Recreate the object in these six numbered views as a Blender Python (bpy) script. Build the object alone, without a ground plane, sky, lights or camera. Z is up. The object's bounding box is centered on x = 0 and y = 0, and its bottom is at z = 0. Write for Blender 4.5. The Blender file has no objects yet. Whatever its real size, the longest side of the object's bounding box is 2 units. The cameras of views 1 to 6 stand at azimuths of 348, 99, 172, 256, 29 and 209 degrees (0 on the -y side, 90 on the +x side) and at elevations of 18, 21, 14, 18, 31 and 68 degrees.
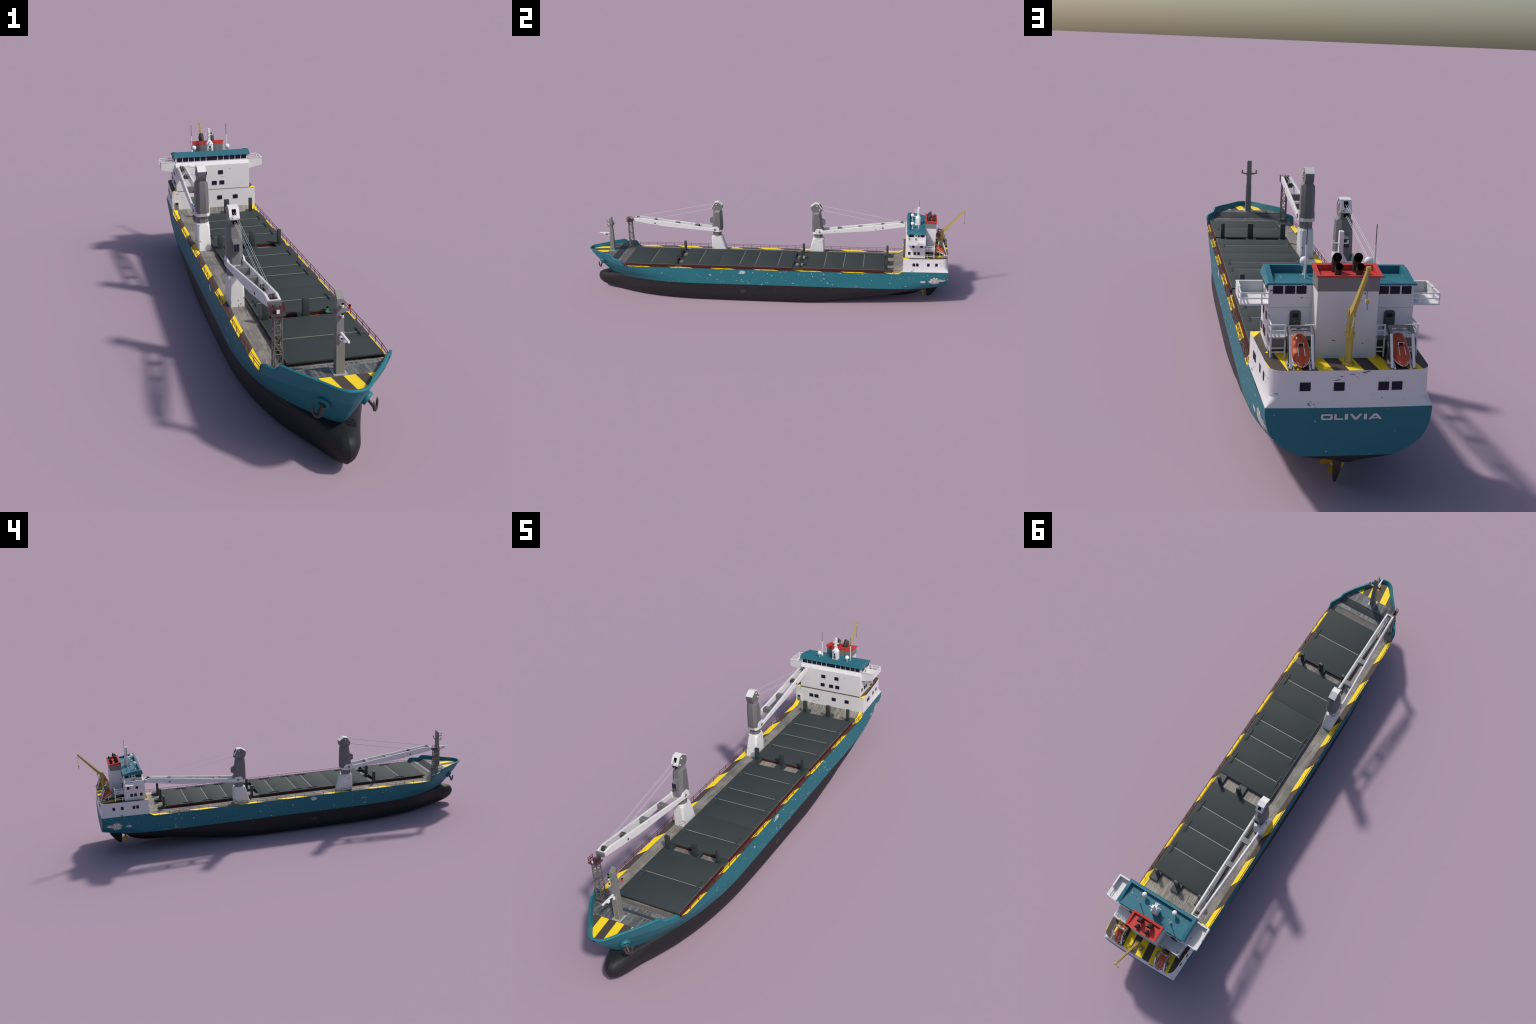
import bpy, bmesh, math, random
from mathutils import Vector, Matrix

random.seed(7)
V = Vector
COL = bpy.context.scene.collection

# ------------------------------------------------------------------ materials
def new_mat(name, rough=0.5, metal=0.0, spec=0.5):
    m = bpy.data.materials.new(name)
    m.use_nodes = True
    nt = m.node_tree
    b = nt.nodes["Principled BSDF"]
    b.inputs["Roughness"].default_value = rough
    b.inputs["Metallic"].default_value = metal
    b.inputs["Specular IOR Level"].default_value = spec
    return m, nt, b

class G:
    """tiny helper to write node graphs as expressions"""
    def __init__(s, nt): s.nt = nt
    def node(s, t, **kw):
        n = s.nt.nodes.new(t)
        for k, v in kw.items(): setattr(n, k, v)
        return n
    def put(s, sock, v):
        if hasattr(v, "is_linked") or isinstance(v, bpy.types.NodeSocket): s.nt.links.new(v, sock)
        else: sock.default_value = v
    def math(s, op, a, b=0.0, c=None, clamp=False):
        n = s.node("ShaderNodeMath", operation=op, use_clamp=clamp)
        s.put(n.inputs[0], a); s.put(n.inputs[1], b)
        if c is not None: s.put(n.inputs[2], c)
        return n.outputs[0]
    def mix(s, f, a, b):
        n = s.node("ShaderNodeMix", data_type='RGBA')
        s.put(n.inputs[0], f); s.put(n.inputs[6], a); s.put(n.inputs[7], b)
        return n.outputs[2]
    def coords(s):
        return s.node("ShaderNodeTexCoord").outputs["Object"]
    def xyz(s, v):
        n = s.node("ShaderNodeSeparateXYZ"); s.put(n.inputs[0], v); return n.outputs
    def scaled(s, v, sc, loc=(0, 0, 0)):
        n = s.node("ShaderNodeMapping"); s.put(n.inputs["Vector"], v)
        n.inputs["Scale"].default_value = sc; n.inputs["Location"].default_value = loc
        return n.outputs[0]
    def noise(s, v, scale, detail=3.0, rough=0.5):
        n = s.node("ShaderNodeTexNoise"); s.put(n.inputs["Vector"], v)
        n.inputs["Scale"].default_value = scale; n.inputs["Detail"].default_value = detail
        n.inputs["Roughness"].default_value = rough
        return n.outputs["Fac"]
    def step(s, v, lo, hi):
        n = s.node("ShaderNodeMapRange", interpolation_type='SMOOTHSTEP')
        s.put(n.inputs["Value"], v)
        n.inputs["From Min"].default_value = lo; n.inputs["From Max"].default_value = hi
        return n.outputs[0]
    def mul(s, a, b): return s.math('MULTIPLY', a, b)
    def add(s, a, b): return s.math('ADD', a, b)
    def mx(s, a, b): return s.math('MAXIMUM', a, b)

def rgb(r, g, b): return (r, g, b, 1.0)

def plain(name, c, rough=0.5, metal=0.0, spec=0.5, grain=0.10, gscale=60):
    m, nt, b = new_mat(name, rough, metal, spec)
    g = G(nt)
    n = g.noise(g.coords(), gscale, 4)
    dark = rgb(*[x * (1 - grain) for x in c]); light = rgb(*[min(1, x * (1 + grain)) for x in c])
    nt.links.new(g.mix(n, dark, light), b.inputs["Base Color"])
    return m

def ellipse_patch(g, c, cy, cz, ry, rz, nz, wob):
    """ragged patch of bare primer around (cy, cz) on both sides of the hull"""
    y, z = c[1], c[2]
    dy = g.math('DIVIDE', g.math('SUBTRACT', y, cy), ry)
    dz = g.math('DIVIDE', g.math('SUBTRACT', z, cz), rz)
    d = g.math('SQRT', g.add(g.mul(dy, dy), g.mul(dz, dz)))
    d = g.add(d, g.mul(g.math('SUBTRACT', nz, 0.5), wob))
    return g.math('SUBTRACT', 1.0, g.step(d, 0.86, 1.0))

def hull_paint(name, base, chip, chip_amt=1.0, transom=True):
    m, nt, b = new_mat(name, 0.55, 0.0, 0.28)
    g = G(nt); co = g.coords(); c = g.xyz(co)
    # scattered chips, slightly longer than tall, gathered in loose groups
    v = g.scaled(co, (1, 0.75, 1.1))
    fine = g.noise(v, 120, 1.5)
    group = g.noise(co, 22, 2.0)
    th = g.add(fine, g.mul(g.math('SUBTRACT', group, 0.5), 0.22))
    th = g.math('SUBTRACT', th, g.mul(g.math('GREATER_THAN', c[1], 0.9185), 0.035))
    chips = g.step(th, 0.715, 0.735)

    # chips thin out towards the bow
    chips = g.mul(chips, g.step(c[1], -0.72, -0.45))
    rag = g.noise(co, 75, 6.0, 0.8)
    p = g.mx(ellipse_patch(g, c, 0.852, 0.147, 0.028, 0.019, rag, 1.9),
             ellipse_patch(g, c, -0.130, 0.168, 0.017, 0.010, rag, 1.6))
    p = g.mx(p, ellipse_patch(g, c, 0.795, 0.143, 0.016, 0.006, rag, 1.8))
    p = g.mx(p, ellipse_patch(g, c, 0.868, 0.149, 0.040, 0.007, rag, 2.2))
    p = g.mx(p, ellipse_patch(g, c, -0.13, 0.062, 0.016, 0.010, rag, 1.6))
    mask = g.mul(g.mx(chips, p), chip_amt)
    tone = g.noise(co, 9, 3.0)
    col = g.mix(tone, rgb(*[x * 0.94 for x in base]), rgb(*[x * 1.06 for x in base]))
    mott = g.step(g.noise(co, 170, 4.0, 0.7), 0.35, 0.65)
    chipc = g.mix(mott, rgb(*[x * 0.45 for x in chip]), rgb(*[x * 1.25 for x in chip]))
    nt.links.new(g.mix(mask, col, chipc), b.inputs["Base Color"])
    return m

def chipped(name, base, chip, th=0.70, stretch=(1, 1, 3.0), rough=0.5, fscale=55):
    """paint with small dark horizontal scratches in groups"""
    m, nt, b = new_mat(name, rough, 0.0, 0.4)
    g = G(nt); co = g.coords()
    fine = g.noise(g.scaled(co, stretch), fscale, 4.0, 0.65)
    group = g.noise(co, 14, 2.0)
    t = g.add(fine, g.mul(g.math('SUBTRACT', group, 0.5), 0.45))
    mask = g.step(t, th, th + 0.02)
    tone = g.noise(co, 12, 3.0)
    col = g.mix(tone, rgb(*[x * 0.95 for x in base]), rgb(*[min(1, x * 1.03) for x in base]))
    nt.links.new(g.mix(mask, col, rgb(*chip)), b.inputs["Base Color"])
    return m

YEL = (1.0, 0.72, 0.018)
BRN = (0.075, 0.058, 0.046)

def worn_steel(g, co, a, b_, streak, amount=1.0, light=(0.42, 0.40, 0.36), rot=0.0):
    """walked-on deck plating: grey with pale scratches along `streak`"""
    n = g.node("ShaderNodeMapping"); g.put(n.inputs["Vector"], co)
    n.inputs["Rotation"].default_value = (0, 0, rot)
    n.inputs["Scale"].default_value = streak
    v = n.outputs[0]
    warp = g.node("ShaderNodeMix", data_type='VECTOR')
    nn = g.node("ShaderNodeTexNoise"); g.put(nn.inputs["Vector"], co); nn.inputs["Scale"].default_value = 22
    warp.inputs[0].default_value = 0.015
    g.put(warp.inputs[4], v); g.put(warp.inputs[5], nn.outputs["Color"])
    s1 = g.noise(warp.outputs[1], 60, 3.0, 0.6)
    s2 = g.noise(warp.outputs[1], 230, 2.0, 0.5)
    blot = g.noise(co, 9, 4.0, 0.6)
    base = g.mix(g.step(blot, 0.35, 0.65), rgb(*a), rgb(*b_))
    dens = g.noise(co, 6, 3.0)
    base = g.mix(g.mul(g.step(s1, 0.48, 0.68), 0.50 * amount), base, rgb(*light))
    base = g.mix(g.mul(g.mul(g.step(s2, 0.54, 0.60), g.step(dens, 0.35, 0.6)), 0.85 * amount), base, rgb(*light))
    return base

def stripes(g, u, period, start):
    f = g.math('FRACT', g.math('DIVIDE', g.math('SUBTRACT', u, start), period))
    return g.math('LESS_THAN', f, 0.5)

def hazard(g, co, m):
    n = g.noise(co, 40, 4.0)
    yel = g.mix(n, rgb(*[x * 0.93 for x in YEL]), rgb(*YEL))
    brn = g.mix(g.noise(g.scaled(co, (6, 1, 1)), 60, 4), rgb(*[x * 0.8 for x in BRN]), rgb(*[x * 1.25 for x in BRN]))
    return g.mix(m, brn, yel)

def edge_stripes(g, c):
    """diagonal warning stripes painted along both deck edges, same slant on both sides"""
    u = g.math('SUBTRACT', c[1], g.mul(c[0], 2.0))
    port = stripes(g, u, 0.2265, -0.149)
    star = stripes(g, u, 0.2265, -0.230)
    side = g.math('GREATER_THAN', c[0], 0.0)
    n = g.node("ShaderNodeMix"); g.put(n.inputs[0], side); g.put(n.inputs[2], star); g.put(n.inputs[3], port)
    return n.outputs[0]

def deck_material():
    m, nt, b = new_mat("deck_plating", 0.6, 0.0, 0.3)
    g = G(nt); co = g.coords(); c = g.xyz(co)
    st = worn_steel(g, co, (0.115, 0.113, 0.104), (0.25, 0.225, 0.195), (2.4, 0.12, 0.3), 0.85, (0.42, 0.39, 0.35))
    ax = g.math('ABSOLUTE', c[0])
    band = g.math('GREATER_THAN', ax, 0.142)
    nt.links.new(g.mix(band, st, hazard(g, co, edge_stripes(g, c))), b.inputs["Base Color"])
    return m

def aft_deck_material():
    m, nt, b = new_mat("aft_deck_paint", 0.6, 0.0, 0.3)
    g = G(nt); co = g.coords(); c = g.xyz(co)
    u = g.add(c[0], g.mul(g.math('SUBTRACT', c[1], 0.86), 0.13))
    cs = stripes(g, u, 0.0558, -0.0158)
    aft = g.math('GREATER_THAN', c[1], 0.822)
    ax = g.math('ABSOLUTE', c[0])
    band = g.math('GREATER_THAN', ax, 0.140)
    es = g.mul(edge_stripes(g, c), band)
    n = g.node("ShaderNodeMix"); g.put(n.inputs[0], aft); g.put(n.inputs[2], es); g.put(n.inputs[3], cs)
    nt.links.new(hazard(g, co, n.outputs[0]), b.inputs["Base Color"])
    return m

def foredeck_material():
    m, nt, b = new_mat("foredeck_paint", 0.55, 0.0, 0.35)
    g = G(nt); co = g.coords(); c = g.xyz(co)
    st = worn_steel(g, co, (0.05, 0.055, 0.06), (0.13, 0.135, 0.135), (2.0, 0.10, 0.3), 0.9, (0.36, 0.36, 0.35), 0.30)
    u = g.add(c[0], g.mul(g.add(c[1], 0.892), 0.12))
    fs = stripes(g, u, 0.0565, -0.0525)
    tip = g.math('LESS_THAN', c[1], -0.891)
    nt.links.new(g.mix(tip, st, hazard(g, co, fs)), b.inputs["Base Color"])
    return m

def hatch_material():
    m, nt, b = new_mat("hatch_cover_paint", 0.75, 0.0, 0.22)
    g = G(nt); co = g.coords()
    n = g.noise(co, 5, 3.0); f = g.noise(co, 120, 3)
    col = g.mix(n, rgb(0.036, 0.044, 0.045), rgb(0.047, 0.056, 0.056))
    nt.links.new(g.mix(g.mul(g.step(f, 0.60, 0.75), 0.25), col, rgb(0.07, 0.075, 0.07)), b.inputs["Base Color"])
    return m

TEAL = (0.0185, 0.150, 0.188)
M = {}
M['teal'] = hull_paint("teal_hull_paint", TEAL, (0.62, 0.60, 0.58))
M['black'] = hull_paint("antifouling_paint", (0.0160, 0.0158, 0.0185), (0.075, 0.07, 0.065), 0.5)
M['rim'] = plain("teal_bulwark_paint", (0.0195, 0.160, 0.200), 0.5, spec=0.3)
M['white'] = chipped("white_paint", (0.71, 0.70, 0.705), (0.10, 0.10, 0.095), 0.680)
M['crane_white'] = chipped("white_crane_paint", (0.72, 0.71, 0.715), (0.20, 0.18, 0.16), 0.665, (1.6, 1, 1.6))
M['rail_white'] = plain("white_rail_paint", (0.78, 0.78, 0.79), 0.4, grain=0.03)
M['roof'] = chipped("teal_roof_paint", (0.020, 0.155, 0.205), (0.55, 0.52, 0.48), 0.705, (1, 1, 1), 0.5, 50)
M['red'] = chipped("red_funnel_paint", (0.58, 0.046, 0.034), (0.28, 0.22, 0.20), 0.69, (1, 1.5, 1.5), 0.45, 60)
M['grey'] = plain("grey_paint", (0.150, 0.150, 0.155), 0.5, grain=0.06, gscale=20)
M['mast_grey'] = plain("grey_mast_paint", (0.19, 0.19, 0.185), 0.5, grain=0.1, gscale=30)
M['edge_grey'] = plain("pale_edge_metal", (0.42, 0.42, 0.42), 0.45, 0.2)
M['dark_grey'] = plain("dark_grey_paint", (0.06, 0.063, 0.068), 0.5)
M['deck'] = deck_material()
M['aft_deck'] = aft_deck_material()
M['foredeck'] = foredeck_material()
M['ramp'] = plain("dark_step_plate", (0.060, 0.062, 0.066), 0.55, grain=0.35, gscale=40)
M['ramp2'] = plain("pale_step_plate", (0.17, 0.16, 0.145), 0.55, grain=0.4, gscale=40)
M['hatch'] = hatch_material()
M['seam'] = plain("hatch_seam_metal", (0.22, 0.20, 0.17), 0.55, grain=0.3, gscale=30)
M['post'] = plain("dark_post_paint", (0.033, 0.040, 0.040), 0.5, grain=0.15)
M['coaming'] = plain("red_coaming_paint", (0.085, 0.0085, 0.0085), 0.6, spec=0.25)
M['rail_red'] = plain("red_rail_paint", (0.115, 0.012, 0.014), 0.5)
M['glass'] = plain("dark_window_glass", (0.011, 0.011, 0.028), 0.45, 0, 0.2, 0.05)
M['frame'] = plain("window_frame", (0.45, 0.45, 0.46), 0.5)
M['soot'] = plain("sooty_pipe_metal", (0.030, 0.026, 0.023), 0.6, grain=0.3, gscale=80)
M['flat_black'] = plain("flat_black_paint", (0.004, 0.004, 0.004), 0.9, 0, 0.1)
M['yellow'] = plain("faded_yellow_paint", (0.47, 0.36, 0.075), 0.45)
M['bronze'] = plain("propeller_bronze", (0.62, 0.40, 0.012), 0.4, 0.1)
M['orange'] = plain("orange_boat_paint", (0.52, 0.075, 0.018), 0.4)
M['rust'] = plain("anchor_iron", (0.060, 0.048, 0.043), 0.6, 0.2, grain=0.4, gscale=120)
M['lattice'] = plain("lattice_steel", (0.16, 0.15, 0.135), 0.5, 0.3, grain=0.75, gscale=130)
M['rope'] = plain("wire_rope", (0.62, 0.62, 0.62), 0.5, 0.2)
M['red_light'] = plain("red_lamp", (0.65, 0.01, 0.01), 0.25)
M['green_light'] = plain("green_lamp", (0.01, 0.45, 0.04), 0.25)
M['letter'] = plain("letter_paint", (0.60, 0.58, 0.58), 0.5)
M['hook'] = plain("blue_hook_paint", (0.08, 0.22, 0.42), 0.4)

# ------------------------------------------------------------------ mesh tools
ROOT = bpy.data.objects.new("cargo_ship", None)
COL.objects.link(ROOT)
ROOT["label"] = "teal and black cargo ship with two deck cranes"
ROOT["category"] = "cargo ship"

def link(name, me, mats, parent=ROOT, smooth=40, kind=None):
    o = bpy.data.objects.new(name, me)
    COL.objects.link(o)
    o.parent = parent
    for m in (mats if isinstance(mats, (list, tuple)) else [mats]):
        me.materials.append(M[m] if isinstance(m, str) else m)
    if smooth:
        me.shade_smooth(); me.set_sharp_from_angle(angle=math.radians(smooth))
    if kind: o["kind"] = kind
    return o

class B:
    """mesh builder: pieces are added to one bmesh, each with a material slot"""
    def __init__(s): s.bm = bmesh.new()
    def faces_of(s, vs, slot):
        vs = set(vs)
        for v in vs:
            for f in v.link_faces: f.material_index = slot
    def box(s, x0, x1, y0, y1, z0, z1, slot=0, bev=0.0):
        pts = [V((x, y, z)) for x in (x0, x1) for y in (y0, y1) for z in (z0, z1)]
        return s.hexa(pts, slot, bev)
    def hexa(s, p, slot=0, bev=0.0):
        """8 corners ordered x-major, then y, then z"""
        v = [s.bm.verts.new(q) for q in p]
        fs = [(0, 1, 3, 2), (4, 6, 7, 5), (0, 4, 5, 1), (2, 3, 7, 6), (0, 2, 6, 4), (1, 5, 7, 3)]
        ff = [s.bm.faces.new([v[i] for i in f]) for f in fs]
        for f in ff: f.material_index = slot
        if bev:
            ed = list({e for f in ff for e in f.edges})
            r = bmesh.ops.bevel(s.bm, geom=ed, offset=bev, segments=2, profile=0.5, affect='EDGES')
            for f in r['faces']: f.material_index = slot
        return ff
    def loft(s, rings, slot=0, closed=True, cap0=True, cap1=True):
        vv = [[s.bm.verts.new(p) for p in r] for r in rings]
        n = len(rings[0])
        for a, b in zip(vv[:-1], vv[1:]):
            for i in range(n if closed else n - 1):
                j = (i + 1) % n
                f = s.bm.faces.new([a[i], a[j], b[j], b[i]]); f.material_index = slot
        if closed and cap0: s.bm.faces.new(vv[0][::-1]).material_index = slot
        if closed and cap1: s.bm.faces.new(vv[-1]).material_index = slot
        return vv
    def prism(s, poly, axis, a, b, slot=0):
        """extrude a 2D polygon along an axis ('x','y','z')"""
        def P(q, t):
            return {'x': V((t, q[0], q[1])), 'y': V((q[0], t, q[1])), 'z': V((q[0], q[1], t))}[axis]
        return s.loft([[P(q, a) for q in poly], [P(q, b) for q in poly]], slot)
    def rod(s, p, q, r, n=6, slot=0, r2=None, roll=0.0):
        p, q = V(p), V(q); d = (q - p).normalized()
        u = d.cross(V((0, 0, 1)) if abs(d.z) < 0.95 else V((0, 1, 0))).normalized(); w = d.cross(u)
        r2 = r if r2 is None else r2
        ring = lambda c, rr: [c + (u * math.cos(roll + 2 * math.pi * i / n) + w * math.sin(roll + 2 * math.pi * i / n)) * rr for i in range(n)]
        s.loft([ring(p, r), ring(q, r2)], slot)
    def bar(s, p, q, w, h, slot=0, side=None):
        """rectangular beam from p to q; w across, h along the up-ish direction"""
        p, q = V(p), V(q); d = (q - p).normalized()
        sd = V(side).normalized() if side else (d.cross(V((0, 0, 1))).normalized() if abs(d.z) < 0.99 else V((1, 0, 0)))
        up = sd.cross(d).normalized()
        ring = lambda c: [c + sd * (w / 2 * a) + up * (h / 2 * b) for a, b in ((-1, -1), (1, -1), (1, 1), (-1, 1))]
        s.loft([ring(p), ring(q)], slot)
    def path(s, pts, r, n=6, slot=0):
        for a, b in zip(pts[:-1], pts[1:]): s.rod(a, b, r, n, slot)
    def ball(s, c, r, slot=0, seg=20, sc=(1, 1, 1)):
        res = bmesh.ops.create_uvsphere(s.bm, u_segments=seg, v_segments=seg // 2, radius=r,
                                        matrix=Matrix.Translation(c) @ Matrix.Diagonal((*sc, 1)))
        s.faces_of(res['verts'], slot)
    def lathe(s, prof, c, n=16, slot=0, mat=None):
        """profile (radius, height) about z, moved by c or by matrix"""
        T = mat if mat is not None else Matrix.Translation(c)
        rings = [[T @ V((r * math.cos(2 * math.pi * i / n), r * math.sin(2 * math.pi * i / n), h)) for i in range(n)] for r, h in prof]
        s.loft(rings, slot)
    def done(s, name, mats, parent=ROOT, smooth=40, merge=None, kind=None):
        if merge: bmesh.ops.remove_doubles(s.bm, verts=s.bm.verts, dist=merge)
        bmesh.ops.recalc_face_normals(s.bm, faces=s.bm.faces)
        me = bpy.data.meshes.new(name); s.bm.to_mesh(me); s.bm.free()
        return link(name, me, mats, parent, smooth, kind)

def copies(src, places, parent=ROOT):
    """repeat a mesh: places = list of (location, scale)"""
    out = []
    for loc, sc in places:
        o = src.copy(); COL.objects.link(o); o.parent = parent
        o.location = loc; o.scale = sc; out.append(o)
    return out

def lerp(a, b, t): return a + (b - a) * t
def smooth01(t): t = max(0.0, min(1.0, t)); return t * t * (3 - 2 * t)

def pchip(pts, x):
    """monotone cubic through control points"""
    n = len(pts)
    if x <= pts[0][0]: return pts[0][1]
    if x >= pts[-1][0]: return pts[-1][1]
    h = [pts[i + 1][0] - pts[i][0] for i in range(n - 1)]
    d = [(pts[i + 1][1] - pts[i][1]) / h[i] for i in range(n - 1)]
    m = [0.0] * n
    m[0], m[-1] = d[0], d[-1]
    for i in range(1, n - 1):
        if d[i - 1] * d[i] > 0:
            w1, w2 = 2 * h[i] + h[i - 1], h[i] + 2 * h[i - 1]
            m[i] = (w1 + w2) / (w1 / d[i - 1] + w2 / d[i])
    for i in range(n - 1):
        if x <= pts[i + 1][0]:
            t = (x - pts[i][0]) / h[i]
            return ((2 * t**3 - 3 * t * t + 1) * pts[i][1] + (t**3 - 2 * t * t + t) * h[i] * m[i]
                    + (-2 * t**3 + 3 * t * t) * pts[i + 1][1] + (t**3 - t * t) * h[i] * m[i + 1])

# ------------------------------------------------------------------ hull form
# waterlines: height -> (y, half breadth) from stem to stern
WL = {
 0.000: [(-.875, 0), (-.808, .024), (-.748, .050), (-.70, .070), (-.617, .096), (-.55, .108), (-.50, .115), (-.40, .123), (-.2, .130), (.12, .131), (.22, .124), (.32, .102), (.40, .070), (.46, .036), (.52, .014), (.65, .006), (.70, 0)],
 0.010: [(-.915, 0), (-.89, .018), (-.85, .033), (-.80, .055), (-.75, .076), (-.70, .094), (-.60, .119), (-.50, .134), (-.40, .142), (-.2, .147), (.12, .148), (.25, .141), (.35, .120), (.42, .092), (.48, .054), (.55, .024), (.65, .012), (.72, .006), (.745, 0)],
 0.030: [(-.952, 0), (-.944, .012), (-.925, .023), (-.90, .031), (-.85, .046), (-.80, .069), (-.75, .090), (-.70, .107), (-.60, .132), (-.50, .148), (-.40, .156), (-.2, .159), (.12, .159), (.25, .155), (.35, .145), (.45, .128), (.52, .110), (.58, .085), (.63, .056), (.68, .031), (.74, .014), (.787, 0)],
 0.045: [(-.961, 0), (-.955, .014), (-.94, .024), (-.91, .036), (-.87, .047), (-.83, .062), (-.79, .081), (-.75, .098), (-.70, .115), (-.60, .139), (-.50, .153), (-.40, .160), (-.2, .162), (.15, .162), (.35, .157), (.45, .147), (.55, .128), (.62, .108), (.68, .076), (.73, .046), (.78, .018), (.803, 0)],
 0.062: [(-.965, 0), (-.960, .014), (-.948, .025), (-.93, .034), (-.90, .044), (-.87, .054), (-.83, .068), (-.79, .083), (-.75, .099), (-.70, .117), (-.60, .142), (-.50, .156), (-.40, .161), (-.2, .162), (.3, .162), (.45, .157), (.55, .148), (.63, .132), (.70, .105), (.75, .078), (.80, .045), (.83, .020), (.845, 0)],
 0.075: [(-.962, 0), (-.956, .014), (-.944, .024), (-.93, .031), (-.90, .043), (-.87, .053), (-.83, .068), (-.79, .083), (-.75, .099), (-.70, .117), (-.60, .142), (-.50, .156), (-.40, .161), (-.2, .162), (.35, .162), (.5, .160), (.6, .152), (.7, .132), (.77, .106), (.82, .076), (.86, .042), (.885, .003)],
 0.088: [(-.950, 0), (-.944, .012), (-.932, .021), (-.915, .030), (-.89, .040), (-.865, .050), (-.83, .066), (-.79, .082), (-.75, .098), (-.70, .116), (-.60, .142), (-.50, .156), (-.40, .161), (-.2, .162), (.4, .162), (.55, .161), (.65, .154), (.75, .133), (.82, .105), (.87, .068), (.90, .034), (.9195, .010)],
 0.100: [(-.896, 0), (-.890, .009), (-.875, .022), (-.86, .033), (-.834, .051), (-.80, .071), (-.75, .096), (-.70, .117), (-.65, .132), (-.60, .143), (-.50, .157), (-.40, .162), (-.2, .162), (.5, .162), (.6, .162), (.70, .157), (.78, .144), (.85, .122), (.89, .102), (.9195, .085)],
 0.120: [(-.918, 0), (-.912, .010), (-.89, .026), (-.86, .046), (-.834, .064), (-.80, .086), (-.75, .110), (-.70, .129), (-.65, .142), (-.60, .151), (-.50, .160), (-.40, .162), (-.2, .162), (.55, .162), (.65, .162), (.75, .159), (.85, .145), (.9195, .124)],
 0.140: [(-.936, 0), (-.931, .010), (-.90, .035), (-.87, .058), (-.837, .083), (-.80, .107), (-.767, .125), (-.73, .139), (-.68, .151), (-.60, .159), (-.52, .162), (-.2, .162), (.6, .162), (.75, .161), (.85, .154), (.9195, .143)],
 0.165: [(-.958, 0), (-.953, .011), (-.93, .034), (-.90, .054), (-.87, .076), (-.837, .101), (-.80, .126), (-.767, .143), (-.73, .153), (-.68, .158), (-.60, .161), (-.52, .162), (-.2, .162), (.6, .162), (.75, .161), (.85, .158), (.9192, .1525)],
 0.183: [(-.974, 0), (-.970, .011), (-.955, .027), (-.93, .047), (-.90, .068), (-.87, .091), (-.837, .116), (-.80, .140), (-.767, .1555), (-.73, .1595), (-.68, .161), (-.60, .162), (-.2, .162), (.65, .162), (.80, .160), (.919, .155)],
 0.228: [(-.999, 0), (-.9975, .012), (-.993, .023), (-.98, .037), (-.95, .056), (-.92, .077), (-.885, .102), (-.86, .117), (-.837, .130), (-.80, .149), (-.767, .1595), (-.73, .161), (-.68, .162), (-.2, .162), (.65, .162), (.80, .160), (.919, .155)],
}
ZS = sorted(WL)
STEM = [(0, -.875), (.004, -.898), (.010, -.915), (.018, -.935), (.030, -.952), (.045, -.961), (.062, -.965), (.075, -.962), (.085, -.954), (.091, -.943), (.0955, -.925),
        (.0985, -.902), (.100, -.896), (.106, -.904), (.12, -.918), (.14, -.936), (.165, -.958), (.183, -.974), (.205, -.987), (.228, -.999)]
STERN = [(z, WL[z][-1][0]) for z in ZS]
YF, YA = -.45, .30

def y_of(s, z):
    yf, ya = pchip(STEM, z), pchip(STERN, z)
    if s < .4:
        t = s / .4
        t = t * t * (2 - t) if t < 1 else 1     # denser near the stem
        return lerp(yf, YF, t)
    if s < .6: return lerp(YF, YA, (s - .4) / .2)
    return lerp(YA, ya, (s - .6) / .4)

def half(s, z):
    """half breadth at station s and height z: rows are matched station by station"""
    return max(0.0, pchip([(zz, pchip(WL[zz], y_of(s, zz)) if 0 < s < 1 else (WL[zz][0][1] if s <= 0 else WL[zz][-1][1])) for zz in ZS], z))

def hull_pt(s, z): return half(s, z), y_of(s, z)

NS = 150
SS = [i / NS for i in range(NS + 1)]

def z_water(s): return .100
def bulge(x): return .0035 * (1 - (x / .156) ** 2)      # the transom bows slightly aft

def hull_shell(name, levels, mat, bottom=False):
    """levels: function j -> z(s); builds both sides, transom strip and (optionally) the flat bottom"""
    b = B(); L = []
    for s in SS:
        row = []
        for f in levels:
            z = f(s); x, y = hull_pt(s, z)
            row.append((x, y, z))
        L.append(row)
    R = [[b.bm.verts.new(p) for p in row] for row in L]
    Lf = [[b.bm.verts.new((-p[0], p[1], p[2])) for p in row] for row in L]
    n = len(levels)
    for i in range(NS):
        for j in range(n - 1):
            b.bm.faces.new([R[i][j], R[i + 1][j], R[i + 1][j + 1], R[i][j + 1]])
            b.bm.faces.new([Lf[i][j], Lf[i][j + 1], Lf[i + 1][j + 1], Lf[i + 1][j]])
        if bottom:
            b.bm.faces.new([R[i][0], Lf[i][0], Lf[i + 1][0], R[i + 1][0]])
    KX = [-1, -.75, -.5, -.25, 0, .25, .5, .75, 1]
    grid = []
    for j in range(n):
        x, y, z = L[NS][j]
        row = [b.bm.verts.new((x * k, y + bulge(x * k) - bulge(x), z)) for k in KX]
        grid.append(row)
    for j in range(n - 1):
        for k in range(8): b.bm.faces.new([grid[j][k], grid[j][k + 1], grid[j + 1][k + 1], grid[j + 1][k]])
    bmesh.ops.remove_doubles(b.bm, verts=b.bm.verts, dist=1e-5)
    bad = [f for f in b.bm.faces if f.calc_area() < 1e-10]
    if bad: bmesh.ops.delete(b.bm, geom=bad, context='FACES_ONLY')
    return b.done(name, mat, smooth=50)

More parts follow.
